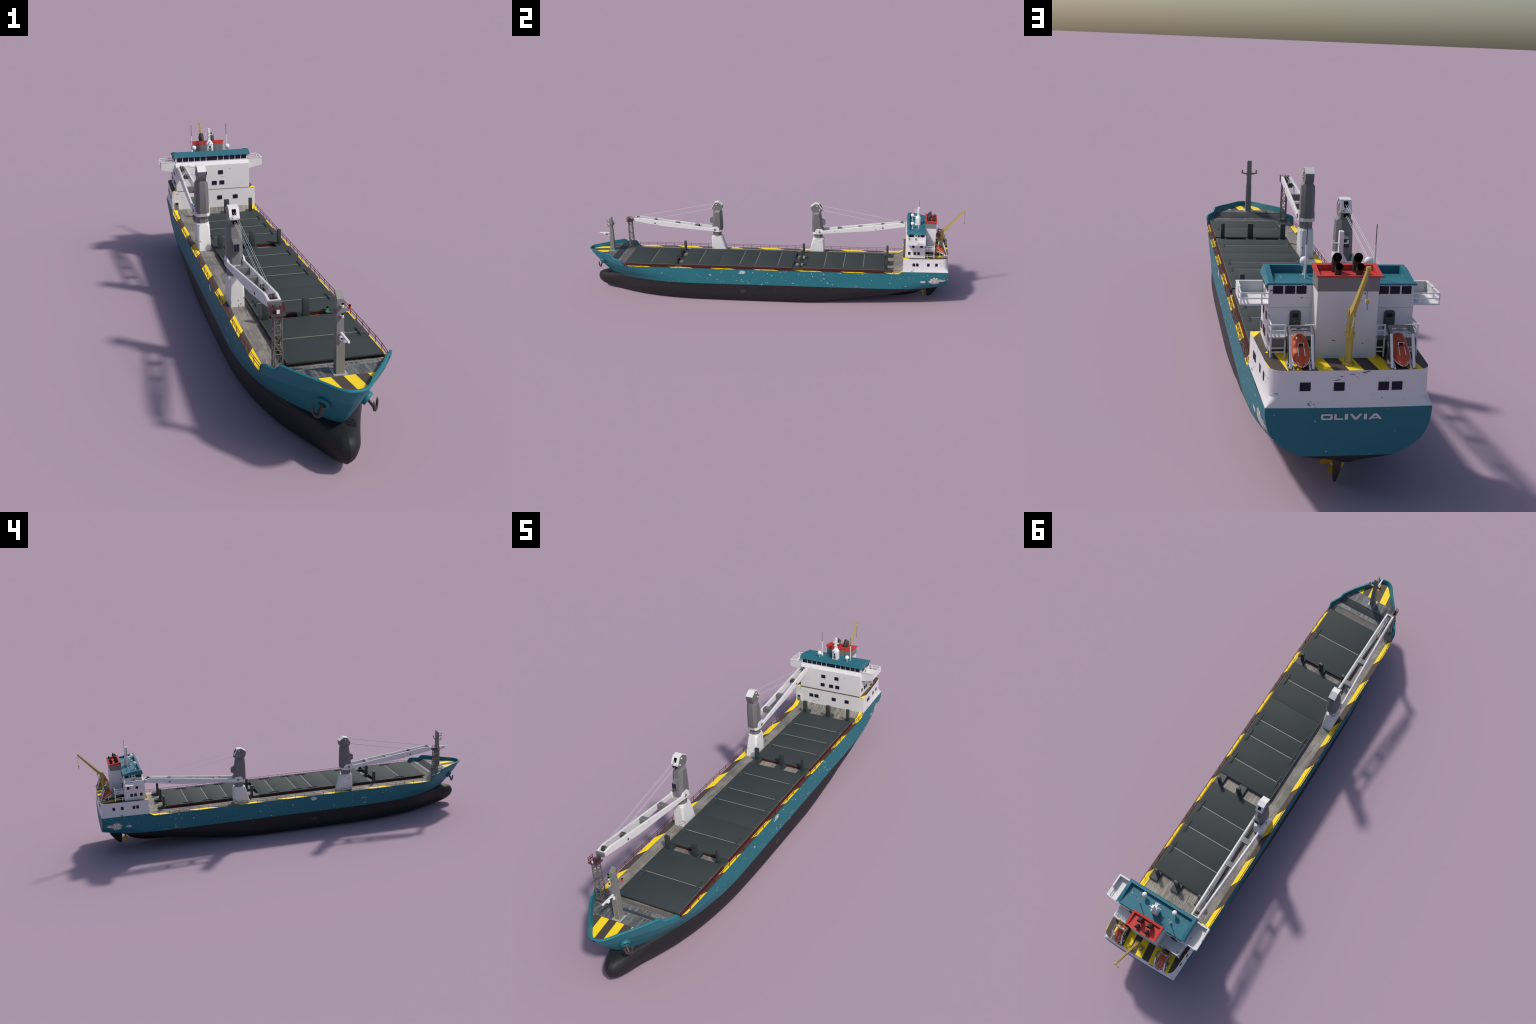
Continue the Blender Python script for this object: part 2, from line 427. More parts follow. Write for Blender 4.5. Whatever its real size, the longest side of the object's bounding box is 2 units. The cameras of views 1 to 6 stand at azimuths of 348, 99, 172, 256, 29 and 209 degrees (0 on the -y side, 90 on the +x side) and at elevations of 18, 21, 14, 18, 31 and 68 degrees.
low = [0, .002, .005, .010, .016, .023, .030, .038, .045, .053, .062, .069, .075, .081, .086, .090, .0935, .0965, .0985, .100]
hull_shell("underwater_hull", [(lambda s, z=z: z * z_water(s) / .1) for z in low], 'black', bottom=True)
top = [0, .12, .25, .4, .55, .7, .85, 1.0]
hull_shell("topside_hull", [(lambda s, t=t: lerp(z_water(s), .183, t)) for t in top], 'teal')

# bow bulwark above the main deck line, with its step on each side
SHEER = [(-1.01, .226), (-.98, .2265), (-.93, .2275), (-.88, .229), (-.846, .2295), (-.838, .2275), (-.829, .2145), (-.815, .2135), (-.795, .2125), (-.785, .2105), (-.778, .203), (-.770, .1905), (-.766, .1835), (-.70, .1832)]
DECK = .183
def bow_wall():
    b = B()
    s_end = 0
    for s in [i / 1500 for i in range(600)]:
        if y_of(s, .19) < -.7655: s_end = s
    # s positions, denser near the step
    ys = []
    n = 90
    for i in range(n + 1): ys.append(s_end * i / n)
    cols = []
    for s in ys:
        zt = .22
        for _ in range(12): zt = pchip(SHEER, y_of(s, zt))
        zt = max(zt, .1835)
        col = []
        for t in (0, .25, .5, .75, 1):
            z = lerp(DECK, zt, t); x, y = hull_pt(s, z)
            # the low aft panels of the bulwark stand slightly proud of the shell
            x += .0032 * smooth01((y + .834) / .008) * smooth01((-.772 - y) / .010) * smooth01((z - .190) / .010)
            col.append((x, y, z))
        cols.append(col)
    th = .0055
    rings = []
    for k, c in enumerate(cols):
        # inward direction in plan from neighbouring columns
        a, d = cols[max(k - 1, 0)][4], cols[min(k + 1, n)][4]
        tx, ty = d[0] - a[0], d[1] - a[1]
        if k == 0: tx, ty = 1, 0
        l = math.hypot(tx, ty) or 1
        nx, ny = -ty / l, tx / l
        t4 = c[4]
        rim = [(t4[0] + nx * th * f, t4[1] + ny * th * f, t4[2] + g) for f, g in ((-.30, -.0030), (-.30, .0002), (.10, .0018), (.9, .0018))]
        inner = [(p[0] + nx * th, p[1] + ny * th, p[2]) for p in c[::-1]]
        rings.append([(max(p[0], 0), p[1], p[2]) if k else (0, p[1], p[2]) for p in c + rim + inner])
    m = len(rings[0])
    for sgn in (1, -1):
        vv = [[b.bm.verts.new((sgn * p[0], p[1], p[2])) for p in r] for r in rings]
        for i in range(n):
            for j in range(m - 1):
                b.bm.faces.new([vv[i][j], vv[i + 1][j], vv[i + 1][j + 1], vv[i][j + 1]])
        b.bm.faces.new(vv[n])
    bmesh.ops.remove_doubles(b.bm, verts=b.bm.verts, dist=1e-5)
    b.done("bow_bulwark", 'rim', smooth=60)
    return cols
bow_wall()

def breadth_at(y, z):
    """half breadth of the hull at station y and height z"""
    lo, hi = 0.0, 1.0
    for _ in range(40):
        mid = (lo + hi) / 2
        if y_of(mid, z) < y: lo = mid
        else: hi = mid
    return half(lo, z)

# ------------------------------------------------------------------ decks
def deck_strip(name, stations, mat, inset=.0):
    """plate following the hull outline; stations = (y, z)"""
    b = B(); prev = None
    for y, z in stations:
        w = breadth_at(y, z) - inset
        row = [b.bm.verts.new((w * k, y, z)) for k in (-1, -.9, -.5, 0, .5, .9, 1)]
        if prev:
            for i in range(6): b.bm.faces.new([prev[i], prev[i + 1], row[i + 1], row[i]])
        prev = row
    return b.done(name, mat, smooth=30)

def frange(a, b, n): return [a + (b - a) * i / n for i in range(n + 1)]

def ramp_z(y): return DECK + .0135 * max(0, min(1, (y - .670) / .024)) ** 1.1
deck_strip("main_deck", [(y, DECK + .0002) for y in frange(-.770, .665, 60)] + [(y, ramp_z(y) + .0002) for y in frange(.668, .700, 10)], 'deck', .0004)
deck_strip("foredeck", [(y, .2125) for y in frange(-.988, -.841, 26)], 'foredeck', .003)
deck_strip("foredeck_step", [(-.8412, .2124), (-.838, .2105), (-.815, .1985), (-.8135, .197)], 'ramp', .003)
deck_strip("lower_foredeck", [(y, .1968) for y in frange(-.815, -.793, 5)], 'foredeck', .003)
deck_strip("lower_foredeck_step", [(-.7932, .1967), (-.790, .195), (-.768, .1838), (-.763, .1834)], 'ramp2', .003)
# pale lips at the step edges
b = B()
for y, z in ((-.8415, .2128), (-.7935, .1971)):
    w = breadth_at(y, z) - .008
    b.rod((-w, y, z), (w, y, z), .0007, 5)
b.done("step_edge", 'seam')

# stern strip of topside paint between the deck line and the white house, rising with the ramp
def stern_wall():
    b = B()
    ys = frange(.668, .700, 8) + frange(.72, .919, 12)
    for sgn in (1, -1):
        prev = None
        for y in ys:
            zt = min(ramp_z(y), .1955) if y < .70 else .1955
            yy = y
            x = breadth_at(min(yy, .9189), .183)
            row = [b.bm.verts.new((sgn * x, yy, z)) for z in (DECK, zt)]
            if prev: b.bm.faces.new([prev[0], row[0], row[1], prev[1]])
            prev = row
    prev = None
    for k in frange(-1, 1, 8):
        row = [b.bm.verts.new((.155 * k, .919 + bulge(.155 * k) - bulge(.155), z)) for z in (DECK, .1955)]
        if prev: b.bm.faces.new([prev[0], row[0], row[1], prev[1]])
        prev = row
    b.done("stern_topside", 'teal', smooth=40)
stern_wall()

# ------------------------------------------------------------------ lower deckhouse (white stern block)
def plan_path(x_front, y_front, x_aft, y_aft, r, n=10):
    """half outline from the front corner round to the stern centreline"""
    pts = [(lerp(x_front, x_aft, t), lerp(y_front, y_aft - r, t)) for t in (0, .12, .3, .5, .7, .85, 1)]
    for i in range(1, n + 1):
        a = math.pi / 2 * i / n
        pts.append((x_aft - r + r * math.cos(a), y_aft - r + r * math.sin(a)))
    for t in (.25, .5, .75, 1): pts.append((lerp(x_aft - r, 0, t), y_aft + bulge(lerp(x_aft - r, 0, t)) - bulge(x_aft - r)))
    return pts

def lower_house():
    b = B()
    lv = [(.1955, .1615, .1553, .9192, .0008), (.204, .1605, .1525, .9165, .012), (.213, .160, .1505, .9155, .026), (.24, .160, .1502, .9155, .028), (.265, .160, .150, .9155, .028)]
    rings = []
    for z, xf, xa, ya, r in lv:
        h = plan_path(xf, .694, xa, ya, r)
        full = [(x, y, z) for x, y in h] + [(-x, y, z) for x, y in h[::-1][1:]]
        rings.append(full)
    b.loft(rings, 0, True, cap0=False, cap1=False)
    b.done("lower_deckhouse", 'white', smooth=35)
    d = B()
    h = plan_path(.160, .694, .150, .9155, .028)
    full = [(x, y, .2651) for x, y in h] + [(-x, y, .2651) for x, y in h[::-1][1:]]
    d.bm.faces.new([d.bm.verts.new(p) for p in full])
    d.done("aft_deck", 'aft_deck', smooth=0)
lower_house()

# ------------------------------------------------------------------ accommodation block and bridge
b = B()
b.prism([(.704, .264), (.704, .3585), (.7135, .3715), (.7135, .3935), (.8025, .3935), (.8025, .264)], 'x', -.1405, .1405)
b.done("deckhouse", 'white', smooth=20)
b = B()
for z in (.3475,):
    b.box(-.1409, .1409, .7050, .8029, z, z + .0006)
b.done("deckhouse_seam", 'edge_grey', smooth=0)

# roof: eaves, raised front and side parapets falling to the back edge, sunk floor
def roof():
    b = B()
    def side(y):  # parapet height along the side
        return pchip([(.713, .4105), (.735, .4100), (.765, .4045), (.803, .3955)], y)
    ys = [.722, .735, .75, .765, .78, .795, .8035]
    for k in range(len(ys) - 1):
        y0, y1 = ys[k], ys[k + 1]
        for sg in (1, -1):
            p = []
            for x_lo, x_hi in ((.129, .131), (.1465, .1415)):
                for y in (y0, y1):
                    yl = y
                    zz = side(y)
                    p += [V((sg * x_lo, yl, .3925)), V((sg * x_hi, y, zz))]
            b.hexa(p)
    # front parapet
    b.hexa([V((-.1465, .708, .3925)), V((-.1415, .713, .4105)), V((-.1465, .722, .3925)), V((-.1415, .722, .4105)),
            V((.1465, .708, .3925)), V((.1415, .713, .4105)), V((.1465, .722, .3925)), V((.1415, .722, .4105))])
    b.box(-.1440, .1440, .7100, .8028, .3919, .3955)
    b.done("bridge_roof", 'roof', smooth=25)
roof()

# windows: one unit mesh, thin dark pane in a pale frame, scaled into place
def pane_mesh():
    b = B()
    b.box(-.5, .5, -.5, .5, -.5, .5, 0)
    o = b.done("window", 'glass', smooth=0)
    return o
PANE = pane_mesh()
win_places = []
def win_front(x, z, y, w=.0185, h=.0150): win_places.append(((x, y, z), (w, .0024, h)))
def win_side(y, z, x, w=.0175, h=.0150): win_places.append(((x, y, z), (.0024, w, h)))
for x, z in ((-.085, .2345), (-.0605, .2345), (.022, .234), (.083, .234)): win_front(x, z, .694)
for x, z in ((-.032, .3295), (.030, .3295), (-.035, .2895), (.005, .2895), (.034, .2895)): win_front(x, z, .704)
for k in range(5):
    win_front(-.1235 + k * .0224, .3832, .7135, .0190, .0142)
    win_front(.1225 - k * .0224, .3832, .7135, .0190, .0142)
win_front(-.0005, .3832, .7135, .0400, .0142)
for sg in (1, -1):
    for y in (.747, .764, .819, .859): win_side(y, .2345, sg * (lerp(.160, .150, (y - .694) / .192)), .0125, .0155)
    for y, z in ((.723, .290), (.750, .290), (.769, .290), (.742, .3275), (.783, .3275)): win_side(y, z, sg * .1405, .0118, .0145)
    win_side(.7305, .3835, sg * .1405, .027, .0125)
    win_side(.7675, .3835, sg * .1405, .008, .0125)
    win_side(.7855, .3835, sg * .1405, .020, .0125)
for x in (.123, .1003, .0785): win_front(x, .3828, .8025, .0188, .0152); win_front(-x - .002, .3828, .8025, .0188, .0152)
for x in (.0835, .0215, -.061, -.086): win_front(x, .2345, .9155 + bulge(x) - bulge(.12), .0195, .0160)
(l0, s0) = win_places[0]
PANE.location, PANE.scale = l0, s0
copies(PANE, win_places[1:])

# doors with rounded top, small window and dark frame
def door(name, mat, x, y, z0, w, h, face, glass=True):
    b = B(); r = w * .22
    poly = [(-w/2, 0), (w/2, 0), (w/2, h - r), (w/2 - r*.3, h - r*.3), (w/2 - r, h), (-w/2 + r, h), (-w/2 + r*.3, h - r*.3), (-w/2, h - r)]
    sg = face
    b.prism([(x + px, z0 + pz) for px, pz in poly], 'y', y - .0005 * sg, y + .003 * sg, 0)
    w2 = w * .84
    b.prism([(x + px * .82, z0 + h * .03 + pz * .92) for px, pz in poly], 'y', y + .003 * sg, y + .0038 * sg, 1)
    b.box(x - w * .26, x + w * .26, *sorted((y + .0036 * sg, y + .0044 * sg)), z0 + h * .66, z0 + h * .86, 2)
    b.box(x + w * .0, x + w * .08, *sorted((y + .0036 * sg, y + .0046 * sg)), z0 + h * .42, z0 + h * .45, 3)
    return b.done(name, mat + ['glass', 'edge_grey'], smooth=30)
door("door", ['dark_grey', 'dark_grey'], .0885, .8025, .3055, .021, .037, 1)
door("door", ['dark_grey', 'dark_grey'], -.0945, .8025, .3055, .021, .037, 1)
door("door", ['white', 'grey'], -.144, .694, .196, .016, .031, -1)
b = B()
for sg in (1, -1):
    b.box(*sorted((sg * .1400, sg * .1425)), .7475, .7605, .3555, .392, 0)
    b.box(*sorted((sg * .1425, sg * .1432)), .7500, .7580, .357, .372, 1)
    b.box(*sorted((sg * .1425, sg * .1432)), .7505, .7575, .3805, .388, 2)
b.done("bridge_door", ['white', 'grey', 'glass'], smooth=0)

# bridge wings
def wing(sg):
    b = B()
    X = lambda v: sg * v
    def bx(x0, x1, y0, y1, z0, z1): b.box(*sorted((X(x0), X(x1))), y0, y1, z0, z1)
    bx(.138, .1935, .7145, .8018, .3523, .3555)               # floor
    # front plate with lower edge falling inwards
    pl = [(.138, .3765), (.1920, .3765), (.1942, .371), (.1942, .3520), (.1920, .347), (.138, .336)]
    b.prism([(X(x), z) for x, z in pl], 'y', .7135, .7175)
    # gusset: underside wedge behind the front plate
    b.hexa([V((X(x), y, z)) for x, y, z in ((.138, .7165, .337), (.138, .7165, .353), (.138, .7395, .3515), (.138, .7395, .353),
                                             (.1920, .7165, .3472), (.1920, .7165, .353), (.1920, .7295, .3515), (.1920, .7295, .353))])
    bx(.1905, .1938, .7160, .760, .3515, .3760)                # outer solid bulwark
    bx(.1890, .1946, .7185, .7605, .3757, .3775)
    bx(.140, .1946, .7125, .7185, .3755, .3775)
    b.done("bridge_wing", 'white', smooth=0)
    r = B()
    z1, z2 = .3755, .3655
    for z in (z1, z2):
        r.bar((X(.192), .760, z), (X(.192), .8005, z), .0022, .0022)
        r.bar((X(.193), .8005, z), (X(.1405), .8005, z), .0022, .0022)
    for x, y in ((.192, .8005), (.192, .763), (.153, .8005)):
        r.bar((X(x), y, .3555), (X(x), y, z1), .0026, .0026)
    # open rail on the front quarter of the wing top as seen against the sky
    r.done("bridge_wing_railing", 'rail_white', smooth=0)
wing(1); wing(-1)

# rear balconies over the boat deck
def balcony(sg):
    b = B(); X = lambda v: sg * v
    b.box(*sorted((X(.0565), X(.1415))), .803, .8475, .3025, .3055, 0)
    b.box(*sorted((X(.0575), X(.1135))), .8462, .8478, .300, .3065, 1)
    b.box(*sorted((X(.0575), X(.1130))), .8035, .8475, .2985, .3025, 1)
    b.done("balcony", ['white', 'grey'], smooth=0)
    r = B()
    def rail(zb, zt, zm, xi):
        for z in (zt, zm):
            r.bar((X(.139), .803, z), (X(.139), .8465, z), .0022, .0022)
            r.bar((X(.140), .8465, z), (X(xi), .8465, z), .0022, .0022)
        for x, y in ((.139, .8465), (.139, .812), (xi, .8465)):
            r.bar((X(x), y, zb), (X(x), y, zt), .0028, .0028)
    rail(.305, .3275, .3165, .1125)
    rail(.265, .2835, .2755, .1125)
    for z in (.3275, .3165):
        r.bar((X(.0565), .8465, z), (X(.077), .8465, z), .0022, .0022)
    for z in (.2835, .2755):
        r.bar((X(.0565), .8465, z), (X(.073), .8465, z), .0022, .0022)
    for zb, zt in ((.305, .3275), (.265, .303)):
        for x in (.060, .0755): r.bar((X(x), .8465, zb), (X(x), .8465, zt), .0028, .0028)
    for x in (.139, .1125): r.bar((X(x), .8455, .265), (X(x), .8455, .303), .003, .003)
    r.done("balcony_railing", 'rail_white', smooth=0)
    s = B()   # solid screen below the balcony
    s.box(*sorted((X(.0565), X(.1105))), .8035, .8050, .2655, .302)
    s.box(*sorted((X(.1125), X(.138))), .8445, .8455, .2835, .3025)
    s.done("balcony_screen", 'grey', smooth=0)
balcony(1); balcony(-1)

# ------------------------------------------------------------------ funnel
b = B()
b.box(-.0572, .0572, .800, .8535, .2645, .3945, 0)
b.box(-.0580, .0580, .7998, .8542, .3945, .4215, 1)
FUN = b.done("funnel", ['white', 'mast_grey'], smooth=0)
def cap():
    b = B()
    def frame(z, x, y0, y1, dz): # loop, front higher by dz
        return [V((-x, y0, z + dz)), V((x, y0, z + dz)), V((x, y1, z)), V((-x, y1, z))]
    rings = [frame(.4205, .0580, .7995, .8545, 0), frame(.4240, .0625, .8005, .8590, .0095), frame(.4252, .0625, .8005, .8590, .0095),
             frame(.4252, .0540, .8085, .8545, .0080), frame(.4215, .0530, .8095, .8520, .0015)]
    b.loft(rings, 0, True, True, True)
    b.done("funnel_cap", 'red', parent=FUN, smooth=0)
cap()
def exhaust(x, y, z0, zk, r, top):
    """upright pipe with a mitred elbow whose mouth faces aft"""
    b = B(); n = 18
    def ring(c, d, rr):
        d = V(d).normalized(); u = V((1, 0, 0)); w = d.cross(u)
        return [V(c) + u * rr * math.cos(2*math.pi*i/n) + w * rr * math.sin(2*math.pi*i/n) for i in range(n)]
    up = V((0, 0, 1)); aft = V((0, .98, .18))
    end = V((x, y + r * 1.55, zk + r * 2.05))
    b.loft([ring((x, y, z0), up, r * .93), ring((x, y, lerp(z0, zk, .45)), up, r * .93), ring((x, y, lerp(z0, zk, .46)), up, r), ring((x, y, zk), up, r),
            ring((x, y + r * .32, zk + r * 1.15), (0, .5, .86), r * 1.04), ring(end, aft, r * 1.08)], 0, True, True, False)
    b.loft([ring(end, aft, r * 1.08), ring(end, aft, r * .9), ring(end - V((0, r * 1.2, r * .8)), aft, r * .8)], 1, True, False, True)
    b.done("exhaust_pipe", ['soot', 'flat_black'], parent=FUN, smooth=40)
for sx in (.0195, -.0205):
    exhaust(sx, .8180, .4215, .4365, .0081, 0)
    exhaust(sx - .0005, .8415, .4215, .4270, .0065, 0)

# ------------------------------------------------------------------ main mast, domes, aerials on the bridge roof
b = B()
poly = [(-.0125, .753), (-.010, .7505), (.010, .7505), (.0125, .753), (.0125, .772), (.009, .7765), (-.009, .7765), (-.0125, .772)]
b.loft([[V((x, y, .3945)) for x, y in poly], [V((x, y, .4300)) for x, y in poly]])
b.loft([[V((x * 1.04, .7635 + (y - .7635) * 1.04, .4300)) for x, y in poly], [V((x * .95, .7635 + (y - .7635) * .95, .4325)) for x, y in poly],
        [V((x * .42, .765 + (y - .7635) * .45, .4440)) for x, y in poly]])
b.hexa([V((x, y, z)) for x, ya, yb, z0, z1 in ((-.0042, .7595, .7705, .443, .4885), (.0042, .7595, .7705, .443, .4885)) for y, zz in ((ya, 0), (yb, 0)) for z in (z0, z1)])
b.box(-.0105, .0105, .7475, .7525, .3950, .3985)
for z in (.4735, .4605):
    b.bar((0, .760, z - .002), (0, .7470, z), .0030, .0018); b.rod((0, .7475, z), (0, .7475, z + .0050), .0012, 8)
b.bar((-.0145, .765, .4645), (.0145, .765, .4645), .0028, .0020)
for x in (-.014, .014): b.rod((x, .765, .464), (x, .765, .4705), .0013, 8)
b.bar((0, .760, .4375), (0, .7405, .4395), .0055, .0026)
b.bar((-.0075, .742, .4415), (.0075, .742, .4415), .002, .0022)
MAST = b.done("radar_mast", 'rail_white', smooth=30)
b = B(); b.box(-.005, .005, .7492, .7500, .3990, .4145, 0); b.box(-.0028, .0028, .7490, .7499, .4165, .4235, 1)
b.done("mast_door", ['grey', 'glass'], parent=MAST, smooth=0)

def dome(x):
    b = B()
    b.lathe([(.0042, 0), (.0042, .0012), (.0022, .0020), (.0018, .0130), (.0030, .0165), (.0058, .0185)], (x, .7360, .3950), 16)
    b.ball((x, .7360, .4220), .0093, 0, 24)
    b.done("satellite_dome", 'rail_white', smooth=50)
dome(.0640); dome(-.0645)
def aerial(x, y, base):
    b = B()
    if base: b.lathe([(.0038, 0), (.0038, .0115), (.0026, .0130)], (x, y, .3950), 12)
    b.rod((x, y, .395), (x, y, .4615), .0019, 8)
    b.rod((x, y, .4615), (x, y, .5035), .0009, 6, 1)
    b.done("aerial", ['rail_white', 'dark_grey'], smooth=50)
aerial(.0665, .767, False); aerial(-.0675, .770, True)

# ------------------------------------------------------------------ cargo hatches
HX0, HX1 = -.0915, .1465
HATCH = [(-.763, -.4905), (-.457, .1305), (.180, .5995)]
SEAMS = [-.626, -.368, -.150, -.068, .050, .291, .390, .491]
FAINT = [-.264]
for (y0, y1) in HATCH:
    cuts = [s for s in SEAMS + FAINT if y0 < s < y1]
    e = [y0] + sorted(cuts) + [y1]
    b = B(); b.box(HX0 + .002, HX1 - .001, y0 + (.022 if y0 < -.7 else .002), y1 - .002, .1825, .1920)
    b.box(HX1 - .002, HX1 + .0032, y0 + .004, y1 - .001, .1824, .1902)
    b.done("hatch_coaming", 'coaming', smooth=0)
    for a, c in zip(e[:-1], e[1:]):
        ga = .0009 if a in SEAMS else (.0002 if a in FAINT else 0)
        gc = .0009 if c in SEAMS else (.0002 if c in FAINT else 0)
        b = B(); b.box(HX0, HX1, a + ga, c - gc, .1915, .1970, 0, .0006)
        b.done("hatch_cover", 'hatch', smooth=30)
for s in SEAMS:
    b = B(); b.box(HX0 + .020, HX1 - .020, s - .0016, s + .0016, .1921, .19735); b.box(HX0 + .0005, HX1 - .0005, s - .0007, s + .0007, .1921, .1972)
    b.done("hatch_seam", 'seam', smooth=0)
# low hinge fairings at both ends of every seam
b = B()
for s in SEAMS:
    for x in (HX0 + .0155, HX1 - .0160):
        L, w, h = .0325, .0046, .0034
        b.loft([[V((x - w, s - L, .1968)), V((x + w, s - L, .1968)), V((x + w, s + L, .1968)), V((x - w, s + L, .1968))],
                [V((x - w * .55, s - L * .6, .1968 + h)), V((x + w * .55, s - L * .6, .1968 + h)), V((x + w * .55, s + L * .6, .1968 + h)), V((x - w * .55, s + L * .6, .1968 + h))]], 0, True, False, True)
        b.bar((x - w * .55, s - L * .6, .2003), (x - w * .55, s + L * .6, .2003), .0007, .0006, 1)
        b.bar((x + w, s - L, .1972), (x + w, s + L, .1972), .0006, .0005, 1)
b.done("hatch_hinge", ['hatch', 'post'], smooth=0)
b = B()
for x in (HX0 + .0010, HX1 - .0010):
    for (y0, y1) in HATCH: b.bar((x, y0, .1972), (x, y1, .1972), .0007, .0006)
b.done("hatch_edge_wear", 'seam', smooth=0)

# container stanchions on dark pads in the gaps between hatches
for yp, pads in ((-.4835, (-.4910, -.4565)), (.1665, (.1300, .1805)), (.6105, (.6005, .6385))):
    for x, w in ((.1235, .0125), (.0325, .0185), (-.0755, .0165)):
        b = B(); b.box(x - w / 2, x + w / 2, yp - .0055, yp + .0055, .186, .2450, 0, .0012)
        b.done("stanchion", 'post', smooth=30)
        b = B()
        x0, x1 = {.1235: (.108, .1462), .0325: (.0120, .0485), -.0755: (-.0912, -.0605)}[x]
        b.hexa([V((x0, pads[0], .1825)), V((x0 + .002, pads[0], .1945)), V((x0, pads[1], .1825)), V((x0 + .002, pads[1], .1945)),
                V((x1, pads[0], .1825)), V((x1 - .002, pads[0], .1945)), V((x1, pads[1], .1825)), V((x1 - .002, pads[1], .1945))])
        b.done("stanchion_pad", 'post', smooth=0)

# ------------------------------------------------------------------ side railings
def side_rail(sg):
    b = B()
    ys = [-.765 + .0487 * i for i in range(30)]
    ys = [y for y in ys if y < .690] + [.690]
    def base(y): return DECK
    pts = [V((sg * (breadth_at(y, .183) - .0018), y, base(y))) for y in ys]
    for p in pts: b.bar(V((p.x, p.y, ramp_z(p.y) - .001)), p + V((0, 0, .0180)), .0014, .0014)
    for a, c in zip(pts[:-1], pts[1:]):
        for h in (.0180, .0100): b.bar(a + V((0, 0, h)), c + V((0, 0, h)), .0012, .0012)
    b.done("deck_railing", 'rail_red', smooth=0)
side_rail(1); side_rail(-1)

# ------------------------------------------------------------------ deck cranes
# local frame: origin at deck under the slewing axis, jib points to -y
def crane(loc, rot):
    def put(o, parent):
        o.parent = parent
        return o
    yc = -.309                     # profile below is written for the forward crane
    def Y(y): return y - yc
    Z = lambda z: z - DECK
    X = .0225
    # pedestal: upright face towards the jib, raked face behind
    b = B()
    def ring(z, y0, y1, x, c):
        q = [(-x + c, y0), (x - c, y0), (x, y0 + c), (x, y1 - c), (x - c, y1), (-x + c, y1), (-x, y1 - c), (-x, y0 + c)]
        return [V((px, Y(py), Z(z))) for px, py in q]
    b.loft([ring(.1825, -.343, -.2615, .0205, .003), ring(.22, -.3428, -.2715, .0208, .004), ring(.2615, -.3425, -.2825, .0212, .007), ring(.2665, -.3415, -.2845, .0205, .009)])
    ped = b.done("crane_pedestal", 'crane_white', smooth=12)
    # slewing ring and drum
    b = B()
    def circ(z, r, n=24, sx=1): return [V((r * sx * math.cos(2*math.pi*i/n), Y(-.3125) + r * math.sin(2*math.pi*i/n), Z(z))) for i in range(n)]
    b.loft([circ(.2660, .0232), circ(.2685, .0232)], 1)
    b.loft([circ(.2685, .0212), circ(.2700, .0212)], 2)
    n8 = [V((math.cos(math.pi/8 + math.pi/4*i), math.sin(math.pi/8 + math.pi/4*i), 0)) for i in range(8)]
    b.loft([[V((v.x * .0205, Y(-.3125) + v.y * .0225, Z(z))) for v in n8] for z in (.2695, .2925)], 0)
    for v in n8: b.rod((v.x * .0207, Y(-.3125) + v.y * .0227, Z(.2695)), (v.x * .0207, Y(-.3125) + v.y * .0227, Z(.2925)), .0005, 4, 2)
    drum = b.done("slewing_ring", ['grey', 'crane_white', 'edge_grey'], smooth=25)
    # tower
    b = B()
    def sec(z, y0, y1, x, c):   # octagonal section, chamfer c
        q = [(-x + c, y0), (x - c, y0), (x, y0 + c), (x, y1 - c), (x - c, y1), (-x + c, y1), (-x, y1 - c), (-x, y0 + c)]
        return [V((px, Y(py), Z(z))) for px, py in q]
    b.loft([sec(.2925, -.339, -.2855, .0215, .006), sec(.3035, -.341, -.2815, .0200, .009)], 1)
    b.loft([sec(.3035, -.3410, -.2815, .0200, .009), sec(.312, -.3385, -.2800, .0215, .011), sec(.365, -.3330, -.2800, .0215, .0115), sec(.404, -.3275, -.2815, .0205, .0115), sec(.4125, -.3255, -.2840, .0135, .006)], 0)
    # head: grey cheeks, white crown plates
    ch = [(-.3255, .4125), (-.3320, .4260), (-.3330, .4315), (-.3185, .4565), (-.2985, .4600), (-.2745, .4440), (-.2765, .4255), (-.2840, .4125)]
    b.prism([(Y(y), Z(z)) for y, z in ch], 'x', -.0132, .0132, 0)
    crown = [[(-.3335, .4275), (-.3340, .4320), (-.3190, .4580), (-.3160, .4560), (-.3310, .4300)],
             [(-.3190, .4580), (-.2980, .4615), (-.2990, .4590), (-.3180, .4555)],
             [(-.2980, .4615), (-.2735, .4450), (-.2750, .4425), (-.2990, .4590)]]
    for i, c in enumerate(crown):
        b.prism([(Y(y), Z(z)) for y, z in c], 'x', -.0142, .0142, 1)
    # solid black blocks on the crown front, drawn in place of openings
    def on(t, off=0):  # point along the sloped front plate
        p = V((0, lerp(-.3340, -.3190, t), lerp(.4320, .4580, t))); nrm = V((0, -.866, .5)); p += nrm * off
        return p
    for x0, x1, t0, t1 in ((-.0055, .0055, .30, .85),):
        q = [on(t0, -.002), on(t0, .0010), on(t1, -.002), on(t1, .0010)]
        b.hexa([V((x, Y(p.y), Z(p.z))) for x in (x0, x1) for p in q], 2)
    b.box(-.0060, .0060, Y(-.3335), Y(-.3300), Z(.4165), Z(.4245), 2)
    for sx in (1, -1):
        b.rod((sx * .0130, Y(-.3080), Z(.4480)), (sx * .0162, Y(-.3080), Z(.4480)), .0030, 12, 1)
        b.rod((sx * .0130, Y(-.3200), Z(.4270)), (sx * .0162, Y(-.3200), Z(.4270)), .0030, 12, 1)
    # operator's cab window box on the jib face
    b.hexa([V((x, Y(y), Z(z))) for x in (-.0085, .0085) for y, z in ((-.3485, .3415), (-.3485, .3650), (-.330, .3360), (-.330, .3755))], 0)
    b.box(-.0068, -.0008, Y(-.3494), Y(-.3480), Z(.3435), Z(.3635), 3)
    b.box(.0008, .0068, Y(-.3494), Y(-.3480), Z(.3435), Z(.3635), 3)
